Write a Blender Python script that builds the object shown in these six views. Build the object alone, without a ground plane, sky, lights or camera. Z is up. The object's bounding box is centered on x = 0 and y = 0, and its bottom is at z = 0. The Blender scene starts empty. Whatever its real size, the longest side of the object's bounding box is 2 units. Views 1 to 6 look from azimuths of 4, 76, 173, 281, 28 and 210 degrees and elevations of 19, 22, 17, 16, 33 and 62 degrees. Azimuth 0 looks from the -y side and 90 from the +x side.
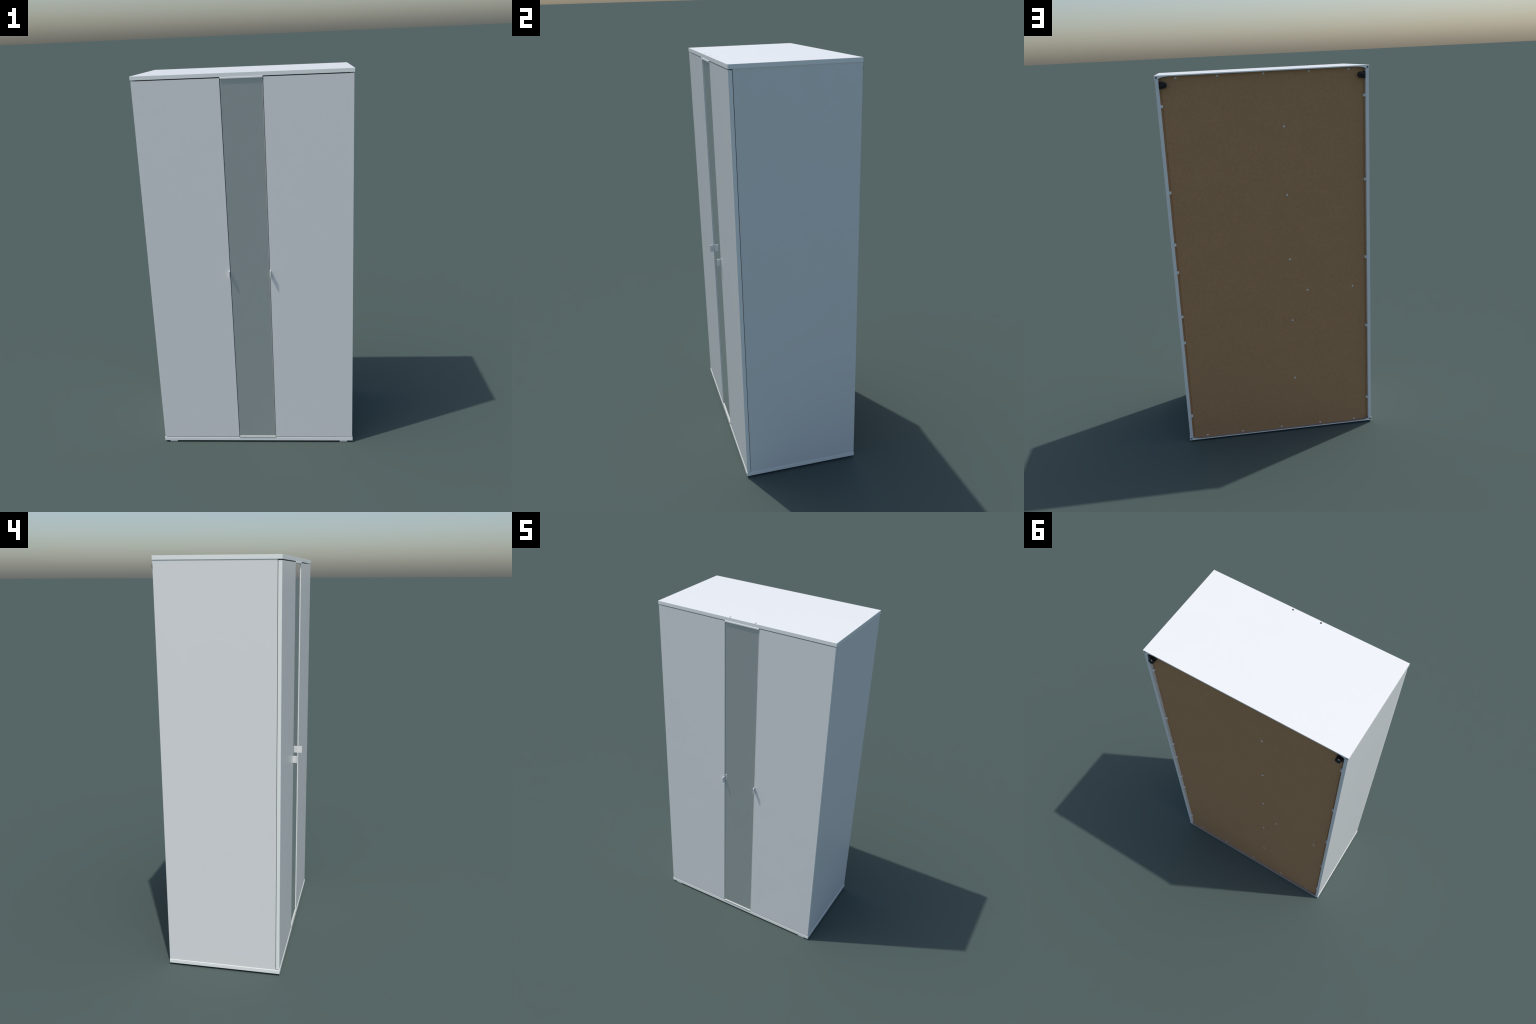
"""White three-section wardrobe: two plain doors, a narrow mirror panel between
them, overhanging top and bottom boards, brown fibreboard back held by nails and
clips, black wall-anchor fittings and low feet.  Frame: metres, z up, front = -y."""
import bpy, bmesh, math, random
from mathutils import Vector, Matrix

random.seed(7)

# ------------------------------------------------------------------ dimensions
HALF_W = 0.526            # half width of top and bottom boards
FRONT, REAR = -0.2812, 0.288
TOP_Z0, TOP_Z1 = 1.9815, 2.0
BOT_Z0, BOT_Z1 = 0.0085, 0.0271
SIDE_OUT, SIDE_IN = 0.5238, 0.5072
SIDE_FRONT = -0.2605
DOOR_FRONT, DOOR_BACK = -0.2800, -0.2630
DOOR_Z0, DOOR_Z1 = 0.0315, 1.9770
DOOR_OUT, DOOR_IN = 0.5232, 0.1030
MIRROR_HALF = 0.1000
MIRROR_Y = -0.2771
BOARD_Y = 0.2720          # rear face of the fibreboard

# ------------------------------------------------------------------- materials
def new_mat(name):
    m = bpy.data.materials.new(name)
    m.use_nodes = True
    nt = m.node_tree
    b = nt.nodes["Principled BSDF"]
    return m, nt, b

def noise(nt, scale, detail=3.0, rough=0.5, stretch=(1, 1, 1)):
    tc = nt.nodes.new("ShaderNodeTexCoord")
    mp = nt.nodes.new("ShaderNodeMapping")
    mp.inputs["Scale"].default_value = stretch
    n = nt.nodes.new("ShaderNodeTexNoise")
    n.inputs["Scale"].default_value = scale
    n.inputs["Detail"].default_value = detail
    n.inputs["Roughness"].default_value = rough
    nt.links.new(tc.outputs["Object"], mp.inputs["Vector"])
    nt.links.new(mp.outputs["Vector"], n.inputs["Vector"])
    return n.outputs["Fac"]

def ramp(nt, fac, stops):
    r = nt.nodes.new("ShaderNodeValToRGB")
    el = r.color_ramp.elements
    el[0].position, el[0].color = stops[0][0], (*stops[0][1], 1)
    el[1].position, el[1].color = stops[-1][0], (*stops[-1][1], 1)
    for p, c in stops[1:-1]:
        e = el.new(p); e.color = (*c, 1)
    nt.links.new(fac, r.inputs["Fac"])
    return r.outputs["Color"]

def bump(nt, fac, bsdf, strength, dist):
    b = nt.nodes.new("ShaderNodeBump")
    b.inputs["Strength"].default_value = strength
    b.inputs["Distance"].default_value = dist
    nt.links.new(fac, b.inputs["Height"])
    nt.links.new(b.outputs["Normal"], bsdf.inputs["Normal"])

def lacquer(name, col, rough=0.35, spec=0.5, var=0.003):
    """White foil / lacquer with a barely visible mottling."""
    m, nt, b = new_mat(name)
    lo = tuple(c * (1 - var) for c in col)
    hi = tuple(min(1, c * (1 + var)) for c in col)
    f = noise(nt, 5.0, 4.0, 0.55)
    nt.links.new(ramp(nt, f, [(0.35, lo), (0.65, hi)]), b.inputs["Base Color"])
    b.inputs["Roughness"].default_value = rough
    b.inputs["Specular IOR Level"].default_value = spec
    return m

M_PANEL = lacquer("white_foil_panel", (0.84, 0.846, 0.817))
M_BOARD = lacquer("white_foil_board", (0.84, 0.846, 0.817))
M_DOOR = lacquer("white_foil_door", (0.845, 0.846, 0.817), rough=0.27)
M_PLASTIC = lacquer("white_plastic", (0.84, 0.846, 0.817), rough=0.4)
M_TRIM = lacquer("white_trim", (0.86, 0.87, 0.85), rough=0.3)
M_SILL = lacquer("trim_darkened_for_shade", (0.53, 0.545, 0.50), rough=0.35)  # base lowered to average the hatched sun and shade on the bottom strip
M_EDGE = lacquer("white_edge_band", (0.945, 0.965, 0.915), rough=0.35)
M_RAW, _nt, _b = new_mat("raw_chipboard")
_f = noise(_nt, 220, 3.0)
_nt.links.new(ramp(_nt, _f, [(0.3, (0.26, 0.20, 0.155)), (0.7, (0.34, 0.26, 0.20))]), _b.inputs["Base Color"])
_b.inputs["Roughness"].default_value = 0.8
M_NAIL = lacquer("zinc_white_nail", (0.72, 0.73, 0.74), rough=0.35)

M_BLACK, _nt, _b = new_mat("black_plastic")
_f = noise(_nt, 60, 2.0)
_nt.links.new(ramp(_nt, _f, [(0.3, (0.008, 0.008, 0.009)), (0.7, (0.013, 0.013, 0.014))]), _b.inputs["Base Color"])
_b.inputs["Roughness"].default_value = 0.36
_b.inputs["Specular IOR Level"].default_value = 0.35

M_HOLE, _nt, _b = new_mat("white_hole_wall_shadow_tint")  # white bore, greyed so the shadow inside the holes is in the colour
_f = noise(_nt, 200, 2.0)
_nt.links.new(ramp(_nt, _f, [(0.3, (0.28, 0.30, 0.29)), (0.7, (0.34, 0.36, 0.35))]), _b.inputs["Base Color"])
_b.inputs["Roughness"].default_value = 0.6

M_STEEL, _nt, _b = new_mat("fixing_pin_metal")
_f = noise(_nt, 150, 2.0)
_nt.links.new(ramp(_nt, _f, [(0.3, (0.48, 0.51, 0.48)), (0.7, (0.58, 0.61, 0.58))]), _b.inputs["Base Color"])
_b.inputs["Roughness"].default_value = 0.35
_b.inputs["Metallic"].default_value = 0.4

M_MIRROR, _nt, _b = new_mat("mirror_glass")
_f = noise(_nt, 4.0, 2.0)
_nt.links.new(ramp(_nt, _f, [(0.3, (0.915, 0.915, 0.925)), (0.7, (0.925, 0.925, 0.935))]), _b.inputs["Base Color"])
_b.inputs["Metallic"].default_value = 0.80
_b.inputs["Roughness"].default_value = 0.05

def fibreboard(name, lo, mid, hi):
    m, nt, b = new_mat(name)
    fine = noise(nt, 160.0, 4.0, 0.65, (1.0, 1.0, 0.7))
    coarse = noise(nt, 7.0, 4.0, 0.6)
    mx = nt.nodes.new("ShaderNodeMix")
    mx.data_type = 'FLOAT'
    mx.inputs[0].default_value = 0.15
    nt.links.new(fine, mx.inputs[2]); nt.links.new(coarse, mx.inputs[3])
    col = ramp(nt, mx.outputs[0], [(0.36, lo), (0.5, mid), (0.64, hi)])
    nt.links.new(col, b.inputs["Base Color"])
    b.inputs["Roughness"].default_value = 0.75
    b.inputs["Specular IOR Level"].default_value = 0.25
    bump(nt, fine, b, 0.25, 0.001)
    return m

M_BROWN = fibreboard("brown_fibreboard", (0.443, 0.248, 0.118), (0.482, 0.270, 0.129), (0.521, 0.292, 0.140))

# -------------------------------------------------------------------- geometry
ROOT = bpy.data.objects.new("wardrobe", None)
ROOT.empty_display_size = 0.2
bpy.context.scene.collection.objects.link(ROOT)
ROOT["label"] = "tall white two-door wardrobe with narrow mirror strip and brown back"
ROOT["category"] = "wardrobe"

def add_object(name, mesh, parent=ROOT, loc=(0, 0, 0)):
    o = bpy.data.objects.new(name, mesh)
    bpy.context.scene.collection.objects.link(o)
    o.parent = parent
    o.location = loc
    return o

def smooth_by_angle(bm, deg=18):
    lim = math.radians(deg)
    for f in bm.faces:
        f.smooth = True
    for e in bm.edges:
        if len(e.link_faces) == 2:
            e.smooth = e.calc_face_angle(0) < lim

def finish(bm, name, mat, smooth=True):
    bm.normal_update()
    bmesh.ops.recalc_face_normals(bm, faces=bm.faces)
    bm.normal_update()
    if smooth:
        smooth_by_angle(bm)
    me = bpy.data.meshes.new(name)
    bm.to_mesh(me); bm.free()
    for m in (mat if isinstance(mat, (list, tuple)) else [mat]):
        me.materials.append(m)
    return me

def bevel_edges(bm, width, segs=2, deg=50):
    lim = math.radians(deg)
    es = [e for e in bm.edges if len(e.link_faces) == 2 and e.calc_face_angle(0) > lim]
    if width > 0 and es:
        bmesh.ops.bevel(bm, geom=es, offset=width, segments=segs, profile=0.5,
                        affect='EDGES', clamp_overlap=True)

def box_bm(x0, x1, y0, y1, z0, z1, bev=0.0008, segs=2):
    bm = bmesh.new()
    bmesh.ops.create_cube(bm, size=1)
    for v in bm.verts:
        v.co = Vector((x0 + (v.co.x + .5) * (x1 - x0),
                       y0 + (v.co.y + .5) * (y1 - y0),
                       z0 + (v.co.z + .5) * (z1 - z0)))
    bevel_edges(bm, bev, segs)
    return bm

def box(name, x0, x1, y0, y1, z0, z1, mat, bev=0.0008, parent=ROOT):
    return add_object(name, finish(box_bm(x0, x1, y0, y1, z0, z1, bev), name, mat), parent)

def edge_band(bm, axis, slot):
    """Glue-on edge strip: the narrow faces around a board whose thickness runs along axis."""
    bm.normal_update()
    for f in bm.faces:
        if abs(f.normal[axis]) < 0.3:
            f.material_index = slot

def prism_bm(profile, axis, a0, a1):
    """Closed 2-D profile extruded along an axis ('x': profile=(y,z), 'y': (x,z), 'z': (x,y))."""
    def co(p, a):
        return {'x': (a, p[0], p[1]), 'y': (p[0], a, p[1]), 'z': (p[0], p[1], a)}[axis]
    bm = bmesh.new()
    lo = [bm.verts.new(co(p, a0)) for p in profile]
    hi = [bm.verts.new(co(p, a1)) for p in profile]
    n = len(profile)
    bm.faces.new(lo); bm.faces.new(hi[::-1])
    for i in range(n):
        bm.faces.new((lo[i], hi[i], hi[(i + 1) % n], lo[(i + 1) % n]))
    bmesh.ops.recalc_face_normals(bm, faces=bm.faces)
    return bm

def cylinder_bm(r, y0, y1, cx=0, cz=0, segs=32, axis='y', r2=None):
    """Round plug with its axis along y (or z)."""
    r2 = r if r2 is None else r2
    bm = bmesh.new()
    bmesh.ops.create_cone(bm, cap_ends=True, segments=segs, radius1=r, radius2=r2, depth=1)
    for v in bm.verts:
        t = v.co.z + .5
        if axis == 'y':
            v.co = Vector((cx + v.co.x, y0 + t * (y1 - y0), cz + v.co.y))
        else:
            v.co = Vector((cx + v.co.x, cz + v.co.y, y0 + t * (y1 - y0)))
    bm.normal_update()
    if bm.calc_volume(signed=True) < 0:
        bmesh.ops.reverse_faces(bm, faces=bm.faces)
    return bm

def subtract(bm, cutters):
    """Boolean difference of bmesh cutters, each with a material slot index."""
    def tmp(b, mats):
        me = bpy.data.meshes.new("helper"); b.to_mesh(me); b.free()
        for m in mats: me.materials.append(m)
        o = bpy.data.objects.new("helper", me)
        bpy.context.scene.collection.objects.link(o)
        return o
    mats = [M_BOARD, M_HOLE, M_RAW, M_EDGE]
    base = tmp(bm, mats)
    helpers = [base]
    for cb, slot in cutters:
        for f in cb.faces: f.material_index = slot
        c = tmp(cb, mats)
        helpers.append(c)
        md = base.modifiers.new("cut", 'BOOLEAN')
        md.operation, md.solver, md.object = 'DIFFERENCE', 'EXACT', c
    dg = bpy.context.evaluated_depsgraph_get()
    me = bpy.data.meshes.new_from_object(base.evaluated_get(dg))
    out = bmesh.new(); out.from_mesh(me)
    bpy.data.meshes.remove(me)
    for h in helpers:
        d = h.data; bpy.data.objects.remove(h); bpy.data.meshes.remove(d)
    return out

# ---- top and bottom boards: full thickness at the corners, hollowed behind the back
# profile of the hollow: (|x|, depth cut away from the inner face)
HOLLOW = [(0.5200, -0.004), (0.5085, 0.0020), (0.5020, 0.0055), (0.4950, 0.0082), (0.4850, 0.0104),
          (0.4720, 0.0120), (0.4580, 0.0128), (0.4450, 0.0130)]

def hollow_cutter(face_z, sign):
    half = [(x, face_z + sign * d) for x, d in HOLLOW]
    prof = half + [(-x, z) for x, z in reversed(half)] + \
           [(-0.5200, face_z - sign * 0.02), (0.5200, face_z - sign * 0.02)]
    return prism_bm(prof, 'y', 0.2680, 0.2950)

def hollow_lid(name, z0, z1, inner_z, sign, pin_z, top_holes):
    bm = box_bm(-HALF_W, HALF_W, FRONT, REAR, z0, z1, bev=0.0005)
    edge_band(bm, 2, 3)
    cut = [(hollow_cutter(inner_z, sign), 2)]
    for s in (-1, 1):
        cut.append((cylinder_bm(0.0053, 0.2790, 0.2950, s * 0.5168, pin_z, 28), 1))
        if top_holes:
            cut.append((cylinder_bm(0.0049, 1.9900, 2.0050, s * 0.0750, -0.2700, 24, axis='z'), 1))
    bm = subtract(bm, cut)
    return add_object(name, finish(bm, name, [M_BOARD, M_HOLE, M_RAW, M_EDGE]))

top = hollow_lid("top_board", TOP_Z0, TOP_Z1, TOP_Z0, +1, 1.9893, True)
bottom = hollow_lid("bottom_board", BOT_Z0, BOT_Z1, BOT_Z1, -1, 0.0183, False)

pin_mesh = finish(cylinder_bm(0.0024, -0.0035, 0.0035, 0, 0, 20), "fixing_pin", M_STEEL)
for s in (-1, 1):
    add_object("fixing_pin", pin_mesh, top, (s * 0.5168, 0.2837, 1.9886))
    add_object("fixing_pin", pin_mesh, bottom, (s * 0.5168, 0.2805, 0.0180))

# ---- sides
for s in (-1, 1):
    xs = sorted((s * SIDE_OUT, s * SIDE_IN))
    box("side_panel", xs[0], xs[1], SIDE_FRONT, REAR - 0.0006, BOT_Z1, TOP_Z0, M_PANEL, 0.0006)

# ---- inside: upright divider, shelf, hanging rail
box("divider", -0.0982, -0.0822, -0.2560, 0.2675, BOT_Z1, TOP_Z0, M_PANEL)
box("shelf", -SIDE_IN, -0.0982, -0.2400, 0.2675, 0.8345, 0.8505, M_PANEL)
bm = bmesh.new()
bmesh.ops.create_cone(bm, cap_ends=True, segments=24, radius1=0.0125, radius2=0.0125, depth=SIDE_IN + 0.0822)
bmesh.ops.rotate(bm, verts=bm.verts, matrix=Matrix.Rotation(math.pi / 2, 3, 'Y'))
add_object("hanging_rail", finish(bm, "hanging_rail", M_STEEL), ROOT, ((SIDE_IN - 0.0822) / 2, 0.0, 1.88))

# ---- mirror panel between the doors
panel = box("mirror_panel", -MIRROR_HALF, MIRROR_HALF, MIRROR_Y + 0.0006, -0.2600, 0.0285, 1.9800, M_PANEL, 0.0006)
box("mirror", -MIRROR_HALF + 0.0015, MIRROR_HALF - 0.0015, MIRROR_Y, MIRROR_Y + 0.0030, 0.0300, 1.9790, M_MIRROR, 0.0003, panel)

def trim(name, z0, z1, nose, depth, mat):
    """Strip gripping the mirror edge: upright front, upper front corner rounded off."""
    back, r = -0.2700, 0.0038
    prof = [(back, z0), (back, z1), (nose + r * depth, z1)]
    for i in range(1, 9):
        a = i / 8 * math.pi / 2
        prof.append((nose + depth * r * (1 - math.sin(a)), z1 - r * (1 - math.cos(a))))
    prof.append((nose, z0))
    bm = prism_bm(prof, 'x', -MIRROR_HALF - 0.0004, MIRROR_HALF + 0.0004)
    return add_object(name, finish(bm, name, mat), panel)

trim("mirror_trim", 1.9738, 1.9813, -0.2830, 0.45, M_TRIM)
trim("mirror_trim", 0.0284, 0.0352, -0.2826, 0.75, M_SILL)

# ---- doors with tab handles on their inner edges
def handle_mesh():
    """Thin tab with a thickened rounded front lip; plan section extruded in z (x = away from mirror)."""
    base, tip = 0.0, -0.0196
    sec = [(0.0000, base), (0.0000, tip + 0.0012), (0.0006, tip + 0.0003), (0.0018, tip), (0.0034, tip),
           (0.0046, tip + 0.0004), (0.0051, tip + 0.0014), (0.0049, tip + 0.0034), (0.0040, tip + 0.0048),
           (0.0028, tip + 0.0062), (0.0025, tip + 0.0080), (0.0025, base)]
    bm = prism_bm(sec, 'z', -0.0182, 0.0182)
    return finish(bm, "handle", M_PLASTIC)

HANDLE = handle_mesh()
HANDLE_Z = 1.0045
for s in (-1, 1):
    xs = sorted((s * DOOR_OUT, s * DOOR_IN))
    bm = box_bm(xs[0], xs[1], DOOR_FRONT, DOOR_BACK, DOOR_Z0, DOOR_Z1, 0.0006)
    edge_band(bm, 1, 1)
    d = add_object("door", finish(bm, "door", [M_DOOR, M_EDGE]))
    h = add_object("handle", HANDLE, d, (s * DOOR_IN, DOOR_FRONT + 0.0004, HANDLE_Z))
    h.scale = (s, 1, 1)

# ---- fibreboard back: sheet with a narrow grooved margin along both upright edges
Y, g = BOARD_Y, 0.0030
half = [(0.4968, Y), (0.4974, Y - g), (0.4986, Y - g), (0.4992, Y - 0.0020), (0.5080, Y - 0.0020)]
prof = [(-x, y) for x, y in reversed(half)] + half + [(0.5080, Y - 0.0042), (-0.5080, Y - 0.0042)]
back = add_object("back_board", finish(prism_bm(prof, 'z', 0.0140, 1.9945), "back_board", M_BROWN, smooth=False))

# ---- nails
bm = bmesh.new()
bmesh.ops.create_uvsphere(bm, u_segments=20, v_segments=10, radius=1.0)
bmesh.ops.bisect_plane(bm, geom=bm.verts[:] + bm.edges[:] + bm.faces[:], plane_co=(0, -0.2, 0),
                       plane_no=(0, 1, 0), clear_inner=True)
bmesh.ops.scale(bm, vec=(0.0052, 0.0028, 0.0052), verts=bm.verts)
NAIL = finish(bm, "nail", M_NAIL)
nails = [(x, z) for z in (0.0215, 1.9848) for x in (-0.425, -0.225, 0.0, 0.225, 0.425)]
nails += [(-0.0902, 0.3233 + 0.34988 * i) for i in range(5)]
nails += [(-0.179, 0.8425), (-0.4288, 0.8425)]
for x, z in nails:
    add_object("nail", NAIL, back, (x, BOARD_Y, z))

# ---- clips gripping the back along the sides
def clip_mesh():
    """Hooked clip; local x points from the side panel inwards, y rearwards."""
    sec = [(-0.0010, 0.0062), (0.0030, 0.0062), (0.0052, 0.0050), (0.0066, 0.0004), (0.0100, 0.0004),
           (0.0100, 0.0070), (0.0088, 0.0096), (0.0060, 0.0110), (-0.0010, 0.0110)]
    return finish(prism_bm(sec, 'z', -0.0068, 0.0068), "clip", M_PLASTIC)
CLIP = clip_mesh()
both = [1.8545, 1.4292, 1.0055, 0.6050, 0.1570]
for s in (-1, 1):
    for z in both + ([1.1557, 0.7557] if s > 0 else []):
        c = add_object("clip", CLIP, back, (s * SIDE_IN, BOARD_Y - 0.0010, z))
        c.scale = (-s, 1, 1)

# ---- black wall-anchor fittings in the upper rear corners
def anchor_mesh():
    """Rounded tongue lying on the back plus a drum; local x from side panel inwards."""
    cx, r_plate, r_drum = 0.0235, 0.0150, 0.0143
    prof = [(0.0, 0.0168), (0.0080, 0.0168)]
    for i in range(17):
        a = math.radians(88 - 176 * i / 16)
        prof.append((cx + r_plate * math.cos(a), r_plate * math.sin(a)))
    prof += [(0.0080, -0.0178), (0.0, -0.0178)]
    bm = prism_bm(prof, 'y', 0.0, 0.0115)
    bevel_edges(bm, 0.0012, 2, 60)
    drum = cylinder_bm(r_drum, 0.0060, 0.0276, cx, 0, 40)
    bevel_edges(drum, 0.0014, 3, 60)
    drum.normal_update()
    cap = max(drum.faces, key=lambda f: f.calc_center_median().y)   # screw recess in the drum face
    bmesh.ops.inset_region(drum, faces=[cap], thickness=r_drum - 0.0014 - 0.0028)
    moved = bmesh.ops.extrude_discrete_faces(drum, faces=[cap])["faces"]
    bmesh.ops.translate(drum, vec=(0, -0.006, 0), verts=moved[0].verts)
    tmp = bpy.data.meshes.new("helper"); drum.to_mesh(tmp); drum.free()
    bm.from_mesh(tmp); bpy.data.meshes.remove(tmp)
    return finish(bm, "wall_anchor", M_BLACK), cx
ANCHOR, anchor_cx = anchor_mesh()
for s in (-1, 1):
    a = add_object("wall_anchor", ANCHOR, ROOT, (s * SIDE_IN, BOARD_Y, 1.9543))
    a.scale = (-s, 1, 1)

# ---- feet
def foot_mesh():
    bm = box_bm(-0.0213, 0.0213, -0.0213, 0.0213, 0, BOT_Z0 + 0.0004, bev=0)
    for v in bm.verts:
        if v.co.z < 0.004:
            v.co.x *= 0.955; v.co.y *= 0.97
    bevel_edges(bm, 0.0006, 2)
    return finish(bm, "foot", M_PLASTIC)
FOOT = foot_mesh()
for s in (-1, 1):
    for y in (-0.2593, 0.2450):
        add_object("foot", FOOT, ROOT, (s * 0.4757, y, 0))
